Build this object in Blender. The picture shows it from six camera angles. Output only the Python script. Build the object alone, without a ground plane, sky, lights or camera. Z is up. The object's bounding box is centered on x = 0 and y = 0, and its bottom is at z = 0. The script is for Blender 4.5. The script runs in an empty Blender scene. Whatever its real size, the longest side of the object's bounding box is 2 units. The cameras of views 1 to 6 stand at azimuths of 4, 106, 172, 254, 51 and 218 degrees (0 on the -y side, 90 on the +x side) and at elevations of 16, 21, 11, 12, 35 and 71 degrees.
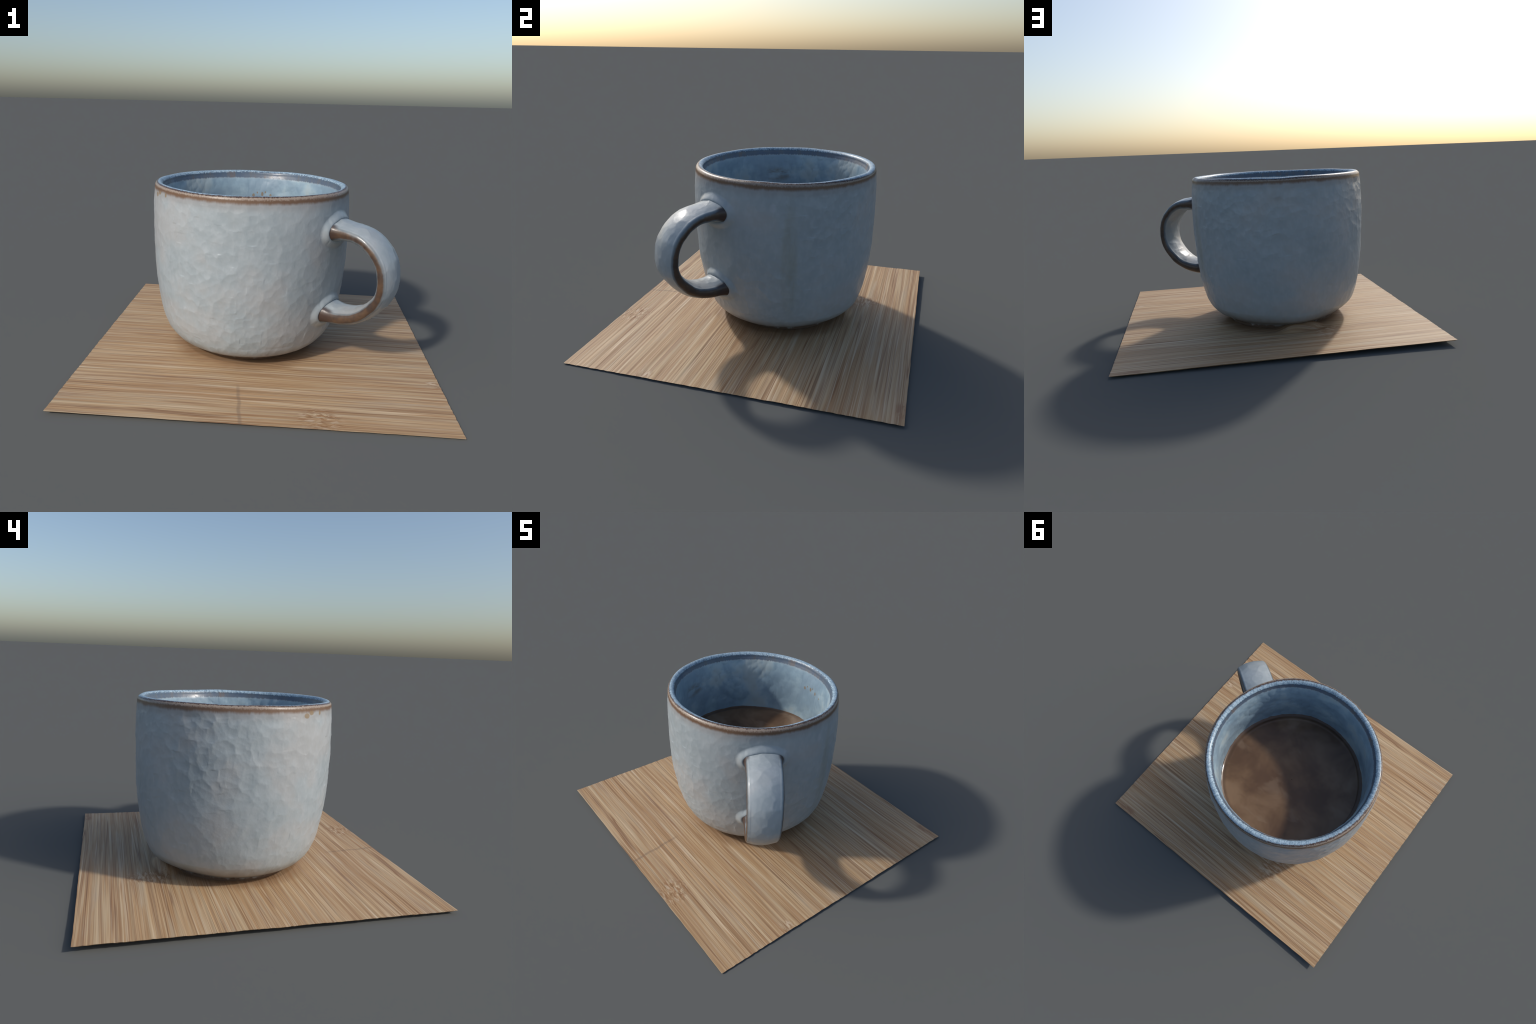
# A stoneware mug of milky coffee standing on a bamboo coaster.
import bpy, math
import numpy as np

rng = np.random.default_rng(11)
MUG = np.array([-0.085, 0.056])          # axis of the mug on the coaster

# ------------------------------------------------------------------ noise helpers
def hash2(i, j, seed):
    h = (i.astype(np.int64) * 374761393 + j.astype(np.int64) * 668265263 + seed * 2147483647) & 0xFFFFFFFF
    h = ((h ^ (h >> 13)) * 1274126177) & 0xFFFFFFFF
    h = ((h ^ (h >> 16)) * 2246822519) & 0xFFFFFFFF
    return ((h ^ (h >> 15)) & 0xFFFF) / 65535.0 * 2 - 1


def smooth_noise(u, v, seed, wrap_u=None):
    i, j = np.floor(u), np.floor(v)
    a, b = u - i, v - j
    a, b = a * a * (3 - 2 * a), b * b * (3 - 2 * b)
    m = (lambda q: np.mod(q, wrap_u)) if wrap_u else (lambda q: q)
    f = lambda p, q: hash2(m(p), q, seed)
    return (f(i, j) * (1 - a) + f(i + 1, j) * a) * (1 - b) + (f(i, j + 1) * (1 - a) + f(i + 1, j + 1) * a) * b


def dimples(u, v, seed, wrap_u, bowl, tilt, lift):
    """Lower envelope of tilted bowls at jittered centres: small flat-bottomed dents that meet in creases."""
    i, j = np.floor(u), np.floor(v)
    best = np.full(np.broadcast(u, v).shape, 9.0)
    for di in (-1, 0, 1):
        for dj in (-1, 0, 1):
            p, q = np.mod(i + di, wrap_u), j + dj
            x = u - (i + di + .5 + .46 * hash2(p, q, seed))
            y = v - (q + .5 + .46 * hash2(p, q, seed + 1))
            h = bowl * (x * x + y * y) + tilt * (hash2(p, q, seed + 2) * x + hash2(p, q, seed + 3) * y) + lift * hash2(p, q, seed + 4)
            best = np.minimum(best, h)
    return best


def catmull(points, n):
    k = np.asarray(points, float)
    k = np.vstack([2 * k[0] - k[1], k, 2 * k[-1] - k[-2]])
    out = []
    for t in np.linspace(0, len(points) - 1 - 1e-9, n):
        i = int(t)
        u = t - i
        a, b, c, d = k[i:i + 4]
        out.append(.5 * (2 * b + (c - a) * u + (2 * a - 5 * b + 4 * c - d) * u * u + (3 * b - 3 * c + d - a) * u ** 3))
    return np.array(out)


def resample(curve, step):
    d = np.r_[0, np.cumsum(np.linalg.norm(np.diff(curve, axis=0), axis=1))]
    s = np.linspace(0, d[-1], max(2, int(d[-1] / step) + 1))
    return np.stack([np.interp(s, d, curve[:, c]) for c in range(curve.shape[1])], 1)


# ------------------------------------------------------------------ mesh helpers
def make_mesh(name, verts, faces, material, parent=None, normals=None):
    me = bpy.data.meshes.new(name)
    me.from_pydata(verts.tolist() if hasattr(verts, "tolist") else verts, [], faces.tolist() if hasattr(faces, "tolist") else faces)
    me.polygons.foreach_set("use_smooth", [True] * len(me.polygons))
    me.materials.append(material)
    if normals is not None:
        me.normals_split_custom_set_from_vertices(normals.tolist())
    me.update()
    ob = bpy.data.objects.new(name, me)
    bpy.context.scene.collection.objects.link(ob)
    if parent is not None:
        ob.parent = parent
        ob.location = -parent.location
    return ob


def grid_faces(rows, cols, closed):
    r = np.arange(rows - 1)[:, None]
    c = np.arange(cols if closed else cols - 1)[None, :]
    n = (c + 1) % cols
    return np.stack([r * cols + c, r * cols + n, (r + 1) * cols + n, (r + 1) * cols + c], -1).reshape(-1, 4)


# ------------------------------------------------------------------ node helpers
class Nodes:
    def __init__(self, name):
        self.m = bpy.data.materials.new(name)
        self.m.use_nodes = True
        self.t = self.m.node_tree
        self.b = self.t.nodes["Principled BSDF"]
        self.obj = self.t.nodes.new("ShaderNodeTexCoord").outputs["Object"]

    def put(self, sock, val):
        if isinstance(val, bpy.types.NodeSocket):
            self.t.links.new(val, sock)
        elif val is not None:
            if sock.type == "RGBA" and len(val) == 3:
                val = (*val, 1)
            sock.default_value = val

    def math(self, op, a, b=None, c=None, clamp=False):
        n = self.t.nodes.new("ShaderNodeMath")
        n.operation, n.use_clamp = op, clamp
        for s, v in zip(n.inputs, (a, b, c)):
            self.put(s, v)
        return n.outputs[0]

    def xyz(self, v):
        n = self.t.nodes.new("ShaderNodeSeparateXYZ")
        self.put(n.inputs[0], v)
        return n.outputs

    def vec(self, x, y, z):
        n = self.t.nodes.new("ShaderNodeCombineXYZ")
        for s, v in zip(n.inputs, (x, y, z)):
            self.put(s, v)
        return n.outputs[0]

    def scaled(self, v, s):
        n = self.t.nodes.new("ShaderNodeMapping")
        self.put(n.inputs["Vector"], v)
        n.inputs["Scale"].default_value = s
        return n.outputs[0]

    def noise(self, v, scale=1.0, detail=3.0, rough=.55, dist=0.0):
        n = self.t.nodes.new("ShaderNodeTexNoise")
        self.put(n.inputs["Vector"], v)
        n.inputs["Scale"].default_value, n.inputs["Detail"].default_value = scale, detail
        n.inputs["Roughness"].default_value, n.inputs["Distortion"].default_value = rough, dist
        return n.outputs[0]

    def ramp(self, f, stops, kind="LINEAR"):
        n = self.t.nodes.new("ShaderNodeValToRGB")
        n.color_ramp.interpolation = kind
        e = n.color_ramp.elements
        while len(e) < len(stops):
            e.new(0.5)
        for el, (p, c) in zip(e, stops):
            el.position = p
            el.color = (c, c, c, 1) if isinstance(c, (int, float)) else (*c, 1)
        self.put(n.inputs[0], f)
        return n.outputs[0]

    def step(self, f, lo, hi, a=0.0, b=1.0):
        n = self.t.nodes.new("ShaderNodeMapRange")
        n.interpolation_type = "SMOOTHSTEP"
        for s, v in zip(n.inputs, (f, lo, hi, a, b)):
            self.put(s, v)
        return n.outputs[0]

    def mix(self, f, a, b, kind="MIX"):
        n = self.t.nodes.new("ShaderNodeMix")
        n.data_type, n.blend_type = "RGBA", kind
        self.put(n.inputs[0], f)
        self.put(n.inputs[6], a)
        self.put(n.inputs[7], b)
        return n.outputs[2]

    def spot(self, centre, size, edge=.35):
        """1 inside an ellipsoid round `centre`, 0 outside."""
        x, y, z = self.xyz(self.obj)
        q = None
        for v, c, s in zip((x, y, z), centre, size):
            t = self.math("POWER", self.math("ABSOLUTE", self.math("DIVIDE", self.math("SUBTRACT", v, c), s)), 2.0)
            q = t if q is None else self.math("ADD", q, t)
        return self.step(q, 1 + edge, 1 - edge)

    def bump(self, height, strength, distance):
        n = self.t.nodes.new("ShaderNodeBump")
        n.inputs["Strength"].default_value, n.inputs["Distance"].default_value = strength, distance
        self.put(n.inputs["Height"], height)
        self.t.links.new(n.outputs[0], self.b.inputs["Normal"])

    def finish(self, colour, rough, specular=.5):
        self.put(self.b.inputs["Base Color"], colour)
        self.put(self.b.inputs["Roughness"], rough)
        self.b.inputs["Specular IOR Level"].default_value = specular
        return self.m


def fmax(n, *fs):
    out = fs[0]
    for f in fs[1:]:
        out = n.math("MAXIMUM", out, f)
    return out


# ------------------------------------------------------------------ materials
PALE = (.343, .382, .403)
PALE2 = (.305, .350, .374)
WARM = (.368, .380, .386)
BROWN = (.145, .078, .042)
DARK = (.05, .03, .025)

# handle frame: radial direction, sideways direction
PHI = -0.591
ER = np.array([math.cos(PHI), math.sin(PHI)])
ET = np.array([-math.sin(PHI), math.cos(PHI)])


def glaze_base(n):
    p = n.obj
    cloud = n.noise(p, 3.2, 4, .55)
    fleck = n.noise(n.scaled(p, (1, 1, .6)), 34, 3, .6)
    c = n.ramp(n.step(cloud, .34, .66), [(0, PALE2), (.55, PALE), (1, WARM)])
    c = n.mix(n.step(fleck, .40, .72, 0, .30), c, (.44, .475, .50))
    grey = n.noise(p, 7.0, 3, .5)
    return n.mix(n.step(grey, .55, .75, 0, .22), c, (.31, .325, .322)), fleck


def glaze_material():
    """Pale blue-grey glaze that breaks brown where it runs thin over the lip and the foot."""
    n = Nodes("reactive_glaze")
    p = n.obj
    x, y, z = n.xyz(p)
    c, fleck = glaze_base(n)
    dx, dy = n.math("SUBTRACT", x, float(MUG[0])), n.math("SUBTRACT", y, float(MUG[1]))
    rho = n.math("SQRT", n.math("ADD", n.math("MULTIPLY", dx, dx), n.math("MULTIPLY", dy, dy)))
    ang = n.math("ARCTAN2", dy, dx)
    # height relative to the slightly sloping rim
    zr = n.math("ADD", z, n.math("MULTIPLY", dx, .0078))
    # ragged edges that run down the wall
    run = n.noise(n.vec(n.math("COSINE", ang), n.math("SINE", ang), n.math("MULTIPLY", z, .35)), 9, 4, .65)
    fine = n.noise(n.vec(n.math("COSINE", ang), n.math("SINE", ang), n.math("MULTIPLY", z, .5)), 55, 2, .6)
    grit = n.noise(n.scaled(p, (1, 1, .8)), 120, 3, .6)
    zo = n.math("ADD", zr, n.math("ADD", n.math("MULTIPLY", n.math("SUBTRACT", run, .5), .024), n.math("MULTIPLY", n.math("SUBTRACT", fine, .5), .008)))
    # angle round the lip: 0 on the crest, + outside, - inside
    lip = n.math("ARCTAN2", n.math("SUBTRACT", rho, .5405), n.math("SUBTRACT", zr, .987))
    lipf = n.math("ADD", lip, n.math("MULTIPLY", n.math("SUBTRACT", grit, .5), 1.0))
    inside = n.math("MULTIPLY", n.step(rho, .546, .538), n.step(z, .48, .50))
    outside = n.math("SUBTRACT", 1.0, inside)
    # outside: brown band under the lip
    band = n.math("MULTIPLY", n.step(zo, .965, .985, 0, .95), outside)
    c = n.mix(n.math("MULTIPLY", n.step(zo, .915, .972, 0, .40), outside), c, (.26, .225, .21))
    c = n.mix(band, c, BROWN)
    # pale cream edge, dark thin line, mottled blue crest, dark line inside
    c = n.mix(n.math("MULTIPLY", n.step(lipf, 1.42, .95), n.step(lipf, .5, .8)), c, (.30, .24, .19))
    crest = n.ramp(n.step(n.math("ADD", n.math("MULTIPLY", grit, .6), n.math("MULTIPLY", fine, .4)), .38, .64), [(0, (.16, .235, .30)), (.5, (.28, .385, .47)), (1, (.39, .50, .57))])
    in_crest = n.math("MULTIPLY", n.step(lipf, .55, .25), n.step(lipf, -1.6, -1.1))
    c = n.mix(in_crest, c, crest)
    edge = n.math("MULTIPLY", n.step(lipf, .25, .50), n.step(lipf, .85, .60))
    c = n.mix(n.math("MULTIPLY", edge, .85), c, DARK)
    zi = n.math("ADD", zr, n.math("MULTIPLY", n.math("SUBTRACT", fine, .5), .016))
    inner = n.math("MULTIPLY", n.math("MULTIPLY", n.step(lipf, -.75, -1.1), n.step(zi, .960, .972)), inside)
    hue = n.ramp(n.step(run, .35, .65), [(0, (.035, .065, .12)), (.6, (.05, .075, .115)), (.85, (.065, .075, .10)), (1, (.095, .07, .065))])
    c = n.mix(n.math("MULTIPLY", inner, .85), c, hue)
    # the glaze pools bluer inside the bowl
    bowl = n.math("MULTIPLY", n.math("MULTIPLY", inside, n.step(zi, .972, .958)), .85)
    pool = n.ramp(n.step(n.noise(p, 4.5, 4, .6), .36, .66), [(0, (.18, .275, .355)), (.45, (.245, .355, .43)), (.75, (.315, .42, .475)), (1, (.355, .425, .44))])
    c = n.mix(bowl, c, pool)
    # drips outside, coffee splashes inside
    spots = None
    for ctr, sz in (((-.594, -.212, .962), (.02, .02, .014)), ((-.529, -.310, .972), (.014, .014, .016)), ((-.575, -.245, .975), (.02, .02, .012)),
                    ((-.111, .552, .849), (.010, .03, .013)), ((-.051, .552, .859), (.009, .03, .016)), ((.006, .545, .850), (.008, .03, .014)),
                    ((-.030, .55, .872), (.005, .03, .008)), ((.060, .531, .838), (.006, .03, .007)), ((-.085, .552, .868), (.005, .03, .007))):
        s = n.spot(ctr, sz)
        spots = s if spots is None else n.math("MAXIMUM", spots, s)
    c = n.mix(n.math("MULTIPLY", spots, .75), c, (.24, .16, .075))
    # a brown smear inside, a faint run and a pale blot outside
    smear = n.math("MULTIPLY", n.spot((-.548, -.125, .83), (.05, .10, .045), .8), n.step(n.noise(n.scaled(p, (8, 8, 22)), 1, 3, .6), .42, .62))
    c = n.mix(n.math("MULTIPLY", n.math("MULTIPLY", smear, inside), .6), c, (.16, .12, .07))
    runs = n.math("MULTIPLY", n.spot((.464, .226, .48), (.06, .042, .40), .7), n.step(run, .38, .58, .4, 1.0))
    c = n.mix(n.math("MULTIPLY", runs, .38), c, (.24, .235, .17))
    c = n.mix(n.math("MULTIPLY", n.spot((.484, .133, .873), (.03, .018, .026), .8), .35), c, (.46, .48, .52))
    c = n.mix(n.math("MULTIPLY", n.spot((-.005, .625, .905), (.04, .05, .03), .8), .25), c, (.20, .21, .20))
    # stained tide line above the coffee
    tide = n.math("MULTIPLY", n.step(n.math("ADD", z, n.math("MULTIPLY", fine, .02)), .600, .584), inside)
    c = n.mix(n.math("MULTIPLY", tide, .8), c, (.13, .09, .055))
    # bare clay where the glaze stops at the foot
    base = n.math("ADD", z, n.math("MULTIPLY", n.math("SUBTRACT", run, .5), .07))
    c = n.mix(n.math("MULTIPLY", n.step(base, .135, .085, 0, .5), outside), c, (.215, .165, .125))
    c = n.mix(n.step(base, .055, .040), c, (.12, .08, .055))
    n.bump(n.math("ADD", n.math("MULTIPLY", n.noise(p, 70, 3, .5), .6), n.math("MULTIPLY", fleck, .4)), .25, .004)
    return n.finish(c, n.step(cloud_rough(n), .3, .7, .30, .45))


def cloud_rough(n):
    return n.noise(n.obj, 14, 2, .5)


def handle_material():
    """The same glaze, burnt brown along the two long edges of the strap."""
    n = Nodes("reactive_glaze_handle")
    p = n.obj
    x, y, z = n.xyz(p)
    c, fleck = glaze_base(n)
    dx, dy = n.math("SUBTRACT", x, float(MUG[0])), n.math("SUBTRACT", y, float(MUG[1]))
    side = n.math("ADD", n.math("MULTIPLY", dx, float(ET[0])), n.math("MULTIPLY", dy, float(ET[1])))
    off = n.math("ADD", n.math("MULTIPLY", n.math("SUBTRACT", z, .55), .0242), .027)
    side = n.math("ABSOLUTE", n.math("SUBTRACT", side, off))
    rad = n.math("ADD", n.math("MULTIPLY", dx, float(ER[0])), n.math("MULTIPLY", dy, float(ER[1])))
    width = n.math("ADD", n.math("MULTIPLY", n.math("SUBTRACT", z, .57), .028), .1045)
    wob = n.math("MULTIPLY", n.math("SUBTRACT", n.noise(p, 30, 3, .6), .5), .005)
    q = n.math("ADD", n.math("SUBTRACT", side, width), wob)
    edge = n.step(q, -.0080, -.0030, 0, .95)
    dusk = n.step(q, -.019, -.007, 0, .72)
    c = n.mix(dusk, c, (.06, .075, .09))
    col = n.ramp(n.noise(p, 22, 3, .6), [(.3, (.04, .025, .020)), (.55, (.082, .045, .025)), (.75, (.12, .068, .036))])
    c = n.mix(edge, c, col)
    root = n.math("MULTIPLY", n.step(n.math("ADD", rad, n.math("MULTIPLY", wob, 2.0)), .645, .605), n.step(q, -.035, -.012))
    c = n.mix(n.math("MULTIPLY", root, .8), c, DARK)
    n.bump(n.math("ADD", n.math("MULTIPLY", n.noise(p, 60, 3, .5), .6), n.math("MULTIPLY", fleck, .4)), .25, .004)
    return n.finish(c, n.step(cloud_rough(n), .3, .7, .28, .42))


def coffee_material():
    n = Nodes("milky_coffee")
    p = n.obj
    x, y, z = n.xyz(p)
    p = n.vec(n.math("ADD", x, 3.37), n.math("ADD", y, 1.71), n.math("ADD", z, 2.13))
    a = n.noise(p, 3.6, 4, .55, .35)
    c = n.ramp(n.step(a, .33, .68), [(0, (.10, .055, .029)), (.5, (.15, .088, .047)), (1, (.20, .124, .071))])
    film = n.noise(n.scaled(p, (1, 1.6, 1)), 5.5, 3, .5, .5)
    c = n.mix(n.step(film, .55, .72, 0, .35), c, (.235, .165, .11))
    c = n.mix(n.step(film, .40, .28, 0, .5), c, (.11, .062, .034))
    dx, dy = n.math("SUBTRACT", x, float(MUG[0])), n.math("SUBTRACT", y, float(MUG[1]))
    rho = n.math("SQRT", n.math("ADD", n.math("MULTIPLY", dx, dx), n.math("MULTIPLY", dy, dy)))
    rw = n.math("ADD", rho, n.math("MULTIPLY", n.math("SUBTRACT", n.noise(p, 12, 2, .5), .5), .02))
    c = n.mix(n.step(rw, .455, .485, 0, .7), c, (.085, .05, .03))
    n.bump(n.noise(p, 9, 2, .5), .15, .01)
    return n.finish(c, .20)


def bamboo_material():
    n = Nodes("bamboo")
    x, y, z = n.xyz(n.obj)
    warp = n.math("MULTIPLY", n.math("SUBTRACT", n.noise(n.scaled(n.obj, (.7, 1.6, 0)), 1, 2), .5), .022)
    # growth nodes (knuckles) disturb the fibres
    knots = fmax(n, n.spot((.335, -.865, .0), (.10, .095, 9), .9), n.spot((-.31, .555, .0), (.075, .125, 9), .9), n.spot((.985, -.45, 0), (.06, .05, 9), .9))
    jag = n.math("MULTIPLY", n.math("SUBTRACT", n.noise(n.scaled(n.obj, (24, 34, 0)), 1, 3, .6), .5), .05)
    yw = n.math("ADD", n.math("ADD", y, warp), n.math("MULTIPLY", jag, knots))
    xw = n.math("ADD", x, n.math("MULTIPLY", n.math("MULTIPLY", jag, knots), 3.0))

    def grain(sx, sy, off, detail=2.0, rough=.5):
        return n.noise(n.vec(n.math("MULTIPLY", xw, sx), n.math("MULTIPLY", yw, sy), off), 1.0, detail, rough)
    broad, mid, fine = grain(.45, 8, 1.3), grain(.9, 46, 4.1), grain(2.4, 150, 7.7, 3, .6)
    tone = n.math("ADD", n.math("ADD", n.math("MULTIPLY", broad, .20), n.math("MULTIPLY", mid, .38)), n.math("MULTIPLY", fine, .42))
    c = n.ramp(n.step(tone, .38, .62), [(0, (.365, .220, .110)), (.35, (.42, .270, .142)), (.65, (.455, .311, .175)), (1, (.49, .362, .22))])
    # grey-green and reddish washes
    wash = n.noise(n.scaled(n.obj, (1.3, 11, 0)), 1, 4, .65)
    c = n.mix(n.step(wash, .50, .70, 0, .55), c, (.435, .35, .25))
    c = n.mix(n.step(wash, .46, .30, 0, .55), c, (.40, .25, .135))
    # thin dark fibres: the zero lines of stretched noise, fading in and out along their length
    fade = n.noise(n.vec(n.math("MULTIPLY", xw, 1.6), n.math("MULTIPLY", yw, 40), 31.0), 1.0, 2, .5)
    for sy, off, wid, amt, col in ((34, 12.2, .034, .74, (.205, .098, .046)), (54, 21.9, .042, .60, (.235, .12, .058)), (42, 44.1, .045, .48, (.60, .485, .345)), (80, 55.7, .06, .6, (.265, .145, .072))):
        f = grain(.40, sy, off, 1.0, .4)
        line = n.step(n.math("ABSOLUTE", n.math("SUBTRACT", f, .5)), wid, wid * .35)
        on = n.step(n.noise(n.vec(n.math("MULTIPLY", xw, 1.3), n.math("MULTIPLY", yw, 22), off + 3), 1.0, 2, .5), .42, .60, .12, 1.0)
        c = n.mix(n.math("MULTIPLY", n.math("MULTIPLY", line, on), amt), c, col)
    # broken dark flecks in the knuckles
    shred = n.noise(n.vec(n.math("MULTIPLY", x, 15), n.math("MULTIPLY", y, 58), 0.0), 1, 3, .6, .5)
    c = n.mix(n.math("MULTIPLY", n.step(shred, .50, .60), n.math("MULTIPLY", knots, .75)), c, (.25, .125, .055))
    c = n.mix(n.math("MULTIPLY", n.step(shred, .47, .36), n.math("MULTIPLY", knots, .5)), c, (.60, .49, .37))
    # brown ring, darker towards the foot of the mug
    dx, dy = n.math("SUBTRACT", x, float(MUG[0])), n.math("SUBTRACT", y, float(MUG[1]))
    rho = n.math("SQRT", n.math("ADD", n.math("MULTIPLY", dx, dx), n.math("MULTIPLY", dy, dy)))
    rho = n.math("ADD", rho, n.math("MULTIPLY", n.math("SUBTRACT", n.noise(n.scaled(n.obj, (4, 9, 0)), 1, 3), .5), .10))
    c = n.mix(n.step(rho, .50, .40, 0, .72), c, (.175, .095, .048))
    # scratch across the front, running in from the edge
    cx = n.math("ADD", n.math("MULTIPLY", n.math("ADD", y, .946), -.134), -.041)
    cx = n.math("ADD", cx, n.math("MULTIPLY", n.math("SUBTRACT", n.noise(n.scaled(n.obj, (0, 9, 0)), 1, 1), .5), .02))
    d = n.math("ABSOLUTE", n.math("SUBTRACT", x, cx))
    scr = n.math("MULTIPLY", n.step(d, .014, .003), n.step(y, -.55, -.64))
    c = n.mix(n.math("MULTIPLY", scr, .5), c, (.20, .135, .09))
    # small stain at a corner
    c = n.mix(n.math("MULTIPLY", n.spot((.88, .925, 0), (.07, .03, 9), .8), n.step(shred, .42, .6, .1, .8)), c, (.27, .14, .075))
    n.bump(n.math("ADD", n.math("MULTIPLY", mid, .5), n.math("MULTIPLY", fine, .5)), .18, .005)
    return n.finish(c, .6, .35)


GLAZE, HGLAZE, COFFEE, BAMBOO = glaze_material(), handle_material(), coffee_material(), bamboo_material()

# ------------------------------------------------------------------ coaster
def build_coaster():
    nx, ny = 260, 460
    corner = {"sw": (-.990, -.941, .0185), "se": (1.0, -.9365, .004), "nw": (-.9995, .9385, .0337), "ne": (.991, .946, .012)}
    k = {a: np.array(b) for a, b in corner.items()}
    u, v = np.meshgrid(np.linspace(0, 1, nx), np.linspace(0, 1, ny))
    U, V = u[..., None], v[..., None]
    top = (1 - V) * ((1 - U) * k["sw"] + U * k["se"]) + V * ((1 - U) * k["nw"] + U * k["ne"])
    x, y = top[..., 0].copy(), top[..., 1].copy()
    # fibres: fine ridges along x, and slightly ragged cut ends
    ridge = smooth_noise(x * 1.2 + 40, y * 70 + 90, 3) * .0009 + smooth_noise(x * 2.5 + 40, y * 160 + 90, 4) * .0006
    lump = smooth_noise(x * 4 + 9, y * 6 + 9, 5) * .0012
    top[..., 2] += ridge + lump
    end = np.maximum(0, 1 - np.minimum(u, 1 - u) * 60)
    top[..., 0] += end * np.where(u < .5, 1, -1) * (smooth_noise(y * 50 + 90, y * 0, 6) * .0014 + .0010)
    side = np.maximum(0, 1 - np.minimum(v, 1 - v) * 60)
    top[..., 1] += side * np.where(v < .5, 1, -1) * (smooth_noise(x * 16 + 90, x * 0, 7) * .0012 + .0008)
    # board raised a little round the foot, after the scan's fused contact
    r = np.hypot(x - MUG[0], y - MUG[1])
    top[..., 2] += .010 * np.clip((.47 - r) / .06, 0, 1) ** 2 * (.65 + .35 * smooth_noise(np.arctan2(y, x) * 3 + 20, x * 0, 8))
    # lump from the scan's ragged contact behind the foot, moulded into the board
    turn = np.degrees(np.arctan2(y - MUG[1], x - MUG[0]))
    slope = np.clip((.480 - r) / .055, 0, 1)
    top[..., 2] += .040 * slope * slope * (3 - 2 * slope) * np.exp(-((turn - 100) / 17) ** 4)
    top[..., 2] = np.maximum(top[..., 2], .003)
    bot = top.copy()
    bot[..., :2] *= .990
    bot[..., 2] = np.clip(top[..., 2] - .008, 0, None)
    verts = np.concatenate([top.reshape(-1, 3), bot.reshape(-1, 3)])
    f = grid_faces(ny, nx, False)
    n = nx * ny
    rim = np.r_[np.arange(nx), np.arange(1, ny) * nx + nx - 1, (ny - 1) * nx + np.arange(nx - 2, -1, -1), np.arange(ny - 2, 0, -1) * nx]
    nxt = np.roll(rim, -1)
    faces = np.concatenate([f, f[:, ::-1] + n, np.stack([rim, rim + n, nxt + n, nxt], 1)])
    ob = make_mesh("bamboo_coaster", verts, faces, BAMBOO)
    # keep the cut edge crisp
    ob.data.set_sharp_from_angle(angle=math.radians(40))
    ob["label"] = "thin square bamboo coaster with fine straight brown grain"
    ob["category"] = "coaster"
    return ob


# ------------------------------------------------------------------ handle field
HANDLE_PATH = catmull([(.525, .800), (.647, .807), (.780, .780), (.883, .671), (.895, .514), (.803, .390), (.682, .337), (.522, .331)], 120)
EDGE = .023


def handle_width(t):
    return .1045 - .0141 * t


def handle_half(s, w, t):
    return (.0400 + .017 * (2 * t) ** 2) * (1 - .54 * np.minimum(np.abs(s) / w, 1) ** 2)


def handle_field(P):
    """Signed distance to the strap, and place along it."""
    d = P[:, :2] - MUG
    r, z = d @ ER, P[:, 2]
    s = d @ ET - .027 - .0242 * (z - .55)
    best, tt = np.full(len(P), 9.), np.zeros(len(P))
    q = HANDLE_PATH
    for i in range(len(q) - 1):
        a, ab = q[i], q[i + 1] - q[i]
        k = np.clip(((r - a[0]) * ab[0] + (z - a[1]) * ab[1]) / (ab @ ab), 0, 1)
        e = np.hypot(r - a[0] - k * ab[0], z - a[1] - k * ab[1])
        m = e < best
        best, tt = np.where(m, e, best), np.where(m, i / (len(q) - 1) - .5, tt)
    w = handle_width(tt)
    qx, qy = np.abs(s) - w + EDGE, best - handle_half(s, w, tt) + EDGE
    return np.hypot(np.maximum(qx, 0), np.maximum(qy, 0)) + np.minimum(np.maximum(qx, qy), 0) - EDGE


# ------------------------------------------------------------------ mug body
OUTER = [(.0, .036), (.15, .036), (.28, .034), (.335, .020), (.355, .0195), (.366, .027), (.378, .046), (.407, .064), (.446, .084), (.472, .109), (.502, .151), (.529, .224),
         (.548, .32), (.5655, .45), (.574, .60), (.576, .75), (.573, .88), (.567, .958), (.5635, .988)]
INNER = [(.5175, .988), (.5085, .955), (.498, .88), (.4955, .74), (.4965, .60), (.480, .40), (.44, .25), (.35, .165), (.18, .13), (0, .125)]


def body_factor(th, z):
    u = z - .5
    e = (.00797, -.00386, -.00334, -.01184, -.0009, .00181)
    return 1 + (e[0] + e[1] * u) * np.cos(2 * th) + (e[2] + e[3] * u) * np.sin(2 * th) + e[4] * np.cos(3 * th) + e[5] * np.sin(3 * th)


def body_centre(z):
    u = np.clip(z, 0, 1) - .5
    return -.0847 + .0049 * u - .0092 * u * u, .0559 - .0159 * u + .0177 * u * u


def scan_dents(th, z):
    """Small irregular dents modelled on the faceted noise of the scan."""
    t = th / (2 * math.pi)
    z = z + 0 * th
    wu = smooth_noise(t * 30, z * 9, 21, 30) * .4
    wv = smooth_noise(t * 26, z * 9, 22, 26) * .4
    big = dimples(t * 66 + wu, z / .060 + wv, 31, 66, .0030, .0034, .0012)
    small = dimples(t * 116 + wv, z / .032 + wu, 32, 116, .0017, .0026, .0008)
    slow = smooth_noise(t * 14, z * 4, 23, 14)
    patch = .75 + .45 * smooth_noise(t * 7, z * 2.5, 24, 7)
    return (big + small) * patch * .90 - .0009 + slow * .0016


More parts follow.
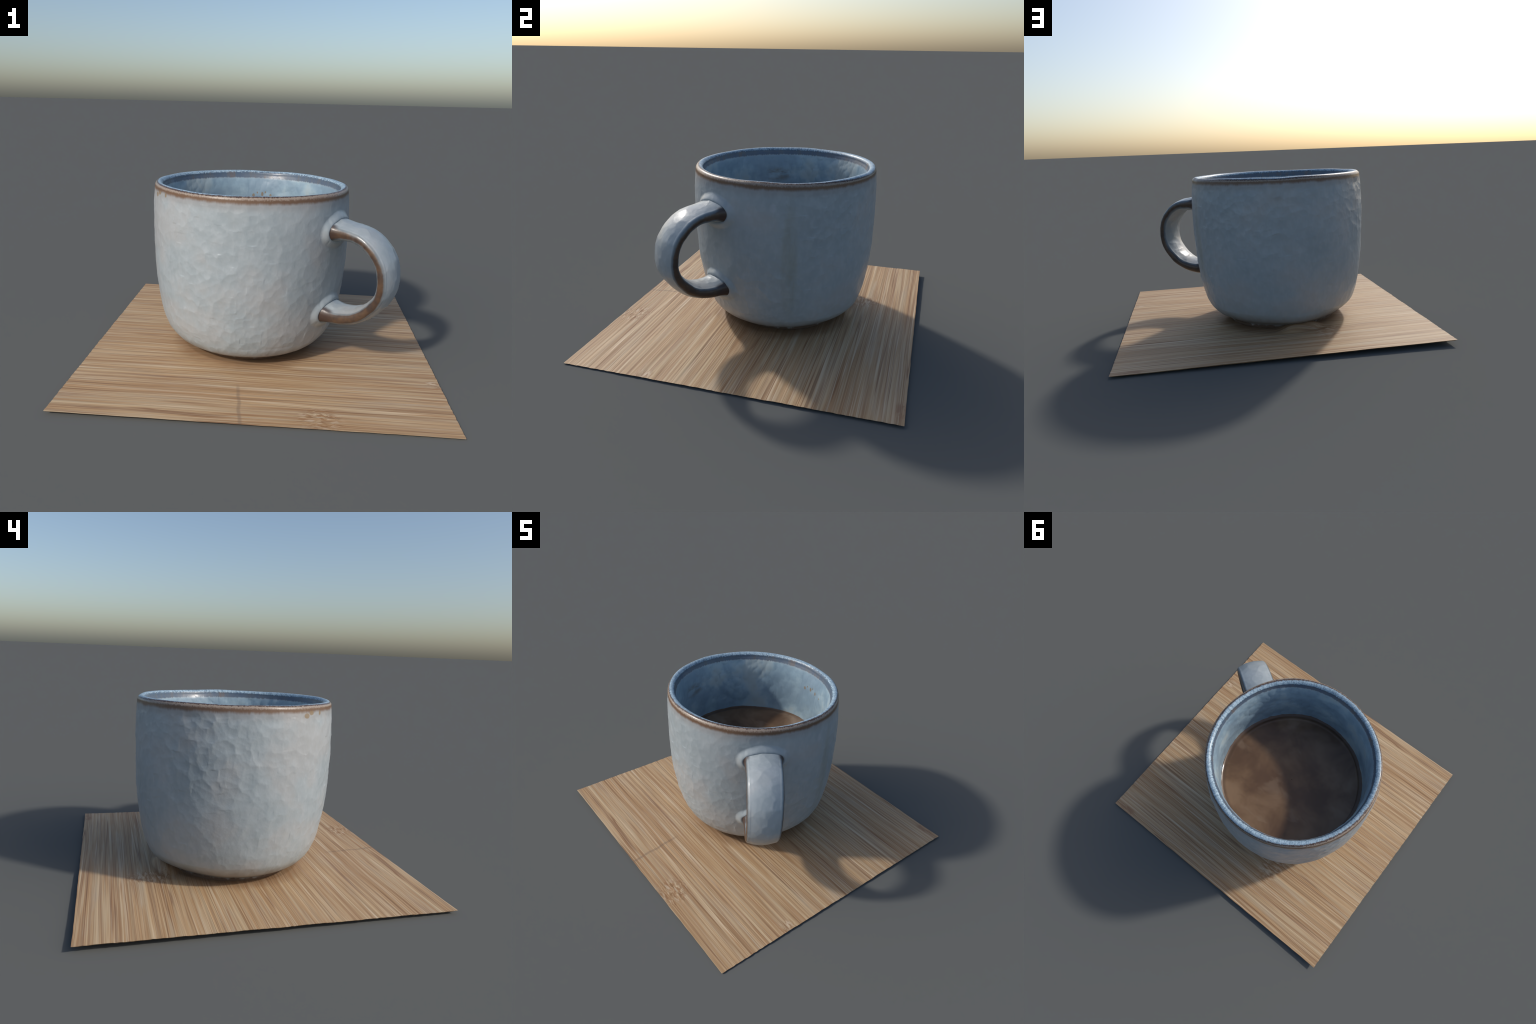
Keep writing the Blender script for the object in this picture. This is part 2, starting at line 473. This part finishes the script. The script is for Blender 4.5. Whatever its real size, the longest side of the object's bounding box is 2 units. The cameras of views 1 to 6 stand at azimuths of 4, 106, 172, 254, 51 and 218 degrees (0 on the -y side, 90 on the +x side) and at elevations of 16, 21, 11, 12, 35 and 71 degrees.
def build_mug():
    empty = bpy.data.objects.new("coffee_mug", None)
    empty.location = (MUG[0], MUG[1], .02)
    bpy.context.scene.collection.objects.link(empty)
    empty["label"] = "pale blue-grey glazed stoneware mug with brown rim, filled with coffee"
    empty["category"] = "mug"
    bpy.context.view_layer.update()

    ro, zo = OUTER[-1]
    ri, zi = INNER[0]
    ang = np.linspace(0, math.pi, 26)[1:-1]
    lip = np.stack([(ro + ri) / 2 + (ro - ri) / 2 * np.cos(ang), zo + .0245 * np.sin(ang)], 1)
    pieces = [resample(catmull(OUTER, 900), .0037), lip, resample(catmull(INNER, 700), .0060)]
    tag = np.concatenate([np.full(len(q), i) for i, q in enumerate(pieces)])
    prof = np.concatenate(pieces)
    cols, rows = 1000, len(prof)
    th = np.linspace(0, 2 * math.pi, cols, endpoint=False)[None, :]
    R, Z = prof[:, :1], prof[:, 1:]
    relief = scan_dents(th, Z + 0 * th) * np.clip((Z - .05) / .08, .15, 1) * np.clip((.985 - Z) / .04, .12, 1)
    inner = (tag == 2)[:, None]
    relief = np.where(inner, scan_dents(th + 1.7, Z * .9 + 3 + 0 * th) * 1.4 * np.clip((.985 - Z) / .03, .12, 1), relief)
    flat = np.clip(R / .3, 0, 1)
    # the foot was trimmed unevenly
    lobe = lambda at, half: np.exp(-((np.mod(th - math.radians(at) + math.pi, 2 * math.pi) - math.pi) / math.radians(half)) ** 2)
    trim = -.012 * lobe(40, 28) - .016 * lobe(140, 24) - .004 * lobe(180, 26) + .012 * lobe(-72, 42) + .012 * lobe(97, 14)
    out_of_round = np.clip((Z - .5) / .35, 0, 1) * (.006 * lobe(25, 26) + .005 * lobe(-45, 24) + .004 * lobe(-150, 26) - .001 * lobe(98, 22)) \
        + (.008 * lobe(116, 17) - .004 * lobe(84, 14)) * np.exp(-((Z - .66) / .20) ** 2) + .006 * lobe(134, 20) * np.exp(-((Z - .41) / .13) ** 2)
    foot_zone = np.clip((.15 - Z) / .06, 0, 1) * np.clip((Z - .02) / .03, 0, 1) * np.clip(R / .3 - .5, 0, 1) * (tag == 0)[:, None]
    rad = R * body_factor(th, Z) + relief * flat + trim * foot_zone + out_of_round * np.clip(R / .3 - .5, 0, 1)
    cx, cy = body_centre(Z)
    X, Y = cx + rad * np.cos(th), cy + rad * np.sin(th)
    dX = X - MUG[0]
    lift = np.clip((Z - .5) / .5, 0, 1)
    Zv = Z + lift * (-.0078 * dX + smooth_noise(th / (2 * math.pi) * 22, th * 0, 41, 22) * .0022 * np.clip((Z - .93) / .05, 0, 1)) + 0 * th
    V = np.stack([X, Y, Zv], -1).reshape(-1, 3)
    # clay drawn out round the two roots of the handle
    out = np.repeat(tag == 0, cols)
    dirs = np.stack([np.cos(th) + 0 * Z, np.sin(th) + 0 * Z], -1).reshape(-1, 2)
    d = (V[:, :2] - MUG)
    near = out & (d @ ER > .35) & (np.abs(d @ ET) < .3)
    K = .095
    f = np.clip(handle_field(V[near]), 0, None)
    k = np.clip((.056 - f) / .046, 0, 1)
    collar = .021 * k * k * (3 - 2 * k) - .008 * np.exp(-(f / .007) ** 2)
    V[near, :2] += dirs[near] * collar[:, None]
    F = grid_faces(rows, cols, True)
    # whole-body normals, so that the parts show no seam
    a = V[F[:, 2]] - V[F[:, 0]]
    b = V[F[:, 3]] - V[F[:, 1]]
    fn = np.cross(a, b)
    N = np.zeros_like(V)
    for c in range(4):
        np.add.at(N, F[:, c], fn)
    N /= np.maximum(np.linalg.norm(N, axis=1, keepdims=True), 1e-12)
    face_row = np.repeat(np.arange(rows - 1), cols)
    zrow = prof[:, 1]
    foot = (face_row < np.argmax((zrow > .06) & (tag == 0)))
    top_lo = np.argmax((zrow > .95) & (tag == 0))
    top_hi = rows - np.argmax((zrow > .95)[::-1]) - 1
    rim = (face_row >= top_lo) & (face_row < top_hi)
    body = ~foot & ~rim & (face_row < top_lo)
    inside = ~foot & ~rim & ~body
    for name, m in (("foot", foot), ("outer_wall", body), ("rim", rim), ("inner_wall", inside)):
        used, inv = np.unique(F[m], return_inverse=True)
        make_mesh(name, V[used], inv.reshape(-1, 4), GLAZE, empty, N[used])

    # ---- handle: a lens-shaped strap swept along its curve
    path = resample(HANDLE_PATH, .0055)
    m = len(path)
    T = np.gradient(path, axis=0)
    T /= np.linalg.norm(T, axis=1, keepdims=True)
    M = np.stack([-T[:, 1], T[:, 0]], 1)          # outward normal in the (radial, z) plane
    if M[m // 2, 0] < 0:
        M = -M
    tt = np.linspace(-.5, .5, m)
    rings = []
    na, ne = 34, 12
    for i in range(m):
        w = handle_width(tt[i])
        s = np.linspace(-(w - EDGE), w - EDGE, na)
        h = handle_half(s, w, tt[i])
        e = np.linspace(0, math.pi, ne + 2)[1:-1]
        he = handle_half(w - EDGE, w, tt[i])
        sec = np.concatenate([np.stack([s, h], 1), np.stack([w - EDGE + EDGE * np.sin(e), he * np.cos(e)], 1),
                              np.stack([s[::-1], -h[::-1]], 1), np.stack([-(w - EDGE) - EDGE * np.sin(e), -he * np.cos(e)], 1)])
        rings.append(sec)
    S = np.array(rings)                              # m x k x 2  (sideways, outward)
    k = S.shape[1]
    around = np.linspace(0, 2 * math.pi, k, endpoint=False)[None, :] + np.zeros((m, 1))
    along = np.arange(m)[:, None] * .0055 + 0 * around
    dent = dimples(around / (2 * math.pi) * 9 + smooth_noise(along * 18, around * 2, 51) * .3, along / .045 + smooth_noise(along * 20, around * 2, 52) * .3, 53, 9, .0030, .0022, .001) \
        + smooth_noise(along * 9, around / (2 * math.pi) * 6, 54) * .0009 - .0012
    S = np.stack([S[..., 0] * (1 + dent * 4), S[..., 1] * (1 + dent / .040)], -1)
    rz = path[:, None, :] + M[:, None, :] * S[..., 1:2]
    side = S[..., 0] + .027 + .0242 * (rz[..., 1] - .55)
    XY = MUG + rz[..., :1] * ER + side[..., None] * ET
    HV = np.concatenate([XY, rz[..., 1:2]], -1)
    # flare into the wall of the mug
    z = HV[..., 2]
    bx, by = body_centre(z)
    ddx, ddy = HV[..., 0] - bx, HV[..., 1] - by
    rho, th2 = np.hypot(ddx, ddy), np.arctan2(ddy, ddx)
    oz, orr = np.array([p[1] for p in OUTER[4:]]), np.array([p[0] for p in OUTER[4:]])
    wall = rho - np.interp(z, oz, orr) * body_factor(th2, z)
    grow = np.clip(K - np.clip(wall, 0, None), 0, None) ** 2 / K / 4 * .6
    cen = HV.mean(1, keepdims=True)
    nrm = np.cross(np.roll(HV, -1, 1) - np.roll(HV, 1, 1), np.gradient(HV, axis=0))
    nrm /= np.maximum(np.linalg.norm(nrm, axis=2, keepdims=True), 1e-12)
    flip = np.sign((nrm * (HV - cen)).sum(2).mean())
    HV = HV + nrm * flip * grow[..., None]
    verts = np.concatenate([HV.reshape(-1, 3), HV[0].mean(0)[None], HV[-1].mean(0)[None]])
    faces = grid_faces(m, k, True).tolist()
    if flip < 0:
        faces = [q[::-1] for q in faces]
    c0, c1 = m * k, m * k + 1
    faces += [[c0, (j + 1) % k, j] for j in range(k)] + [[c1, (m - 1) * k + j, (m - 1) * k + (j + 1) % k] for j in range(k)]
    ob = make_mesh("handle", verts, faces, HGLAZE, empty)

    # ---- coffee
    level, rc = .5695, .4995
    cols = 240
    th = np.linspace(0, 2 * math.pi, cols, endpoint=False)[None, :]
    rr = np.r_[np.linspace(.002, .470, 70), np.linspace(.474, rc, 16)][:, None]
    meniscus = .013 * (rr / rc) ** 3 + .006 * np.clip((rr - .477) / .018, 0, 1) ** 2
    x, y = rr * np.cos(th), rr * np.sin(th)
    ripple = lambda x, y: smooth_noise(x * 4 + 50, y * 4 + 50, 61) * .0045 + smooth_noise(x * 9 + 50, y * 9 + 50, 64) * .0016 + smooth_noise(x * 18 + 50, y * 18 + 50, 62) * .0009
    wave = ripple(x, y)
    ring = .0015 * np.exp(-((rr - .463) / .006) ** 2) * (1 + smooth_noise(th / (2 * math.pi) * 12, rr * 0, 63, 12))
    fac = body_factor(th, np.full_like(th, .6))
    bx, by = body_centre(np.array(.6))
    topv = np.stack([bx + x * fac, by + y * fac, level + wave + meniscus + ring], -1)
    low = np.array([(.490, .52), (.480, .40), (.44, .255), (.35, .17), (.18, .135), (.002, .13)])
    lr, lz = low[:, :1] + .004, low[:, 1:]
    botv = np.stack([bx + lr * np.cos(th) * fac, by + lr * np.sin(th) * fac, lz + 0 * th], -1)
    V = np.concatenate([topv, botv])
    faces = grid_faces(len(V), cols, True)[:, ::-1]
    eps = .004
    slope = [(ripple(x + eps, y) - ripple(x - eps, y)) / (2 * eps), (ripple(x, y + eps) - ripple(x, y - eps)) / (2 * eps)]
    edge = np.gradient((meniscus + ring), axis=0) / np.gradient(rr, axis=0)
    top_n = np.stack([-slope[0] - edge * np.cos(th), -slope[1] - edge * np.sin(th), np.ones_like(x)], -1)
    low_n = np.stack([np.cos(th) + 0 * lr, np.sin(th) + 0 * lr, -.5 + 0 * lr + 0 * th], -1)
    N = np.concatenate([top_n, low_n]).reshape(-1, 3)
    N /= np.linalg.norm(N, axis=1, keepdims=True)
    make_mesh("coffee", V.reshape(-1, 3), faces, COFFEE, empty, N)
    return empty


build_coaster()
build_mug()
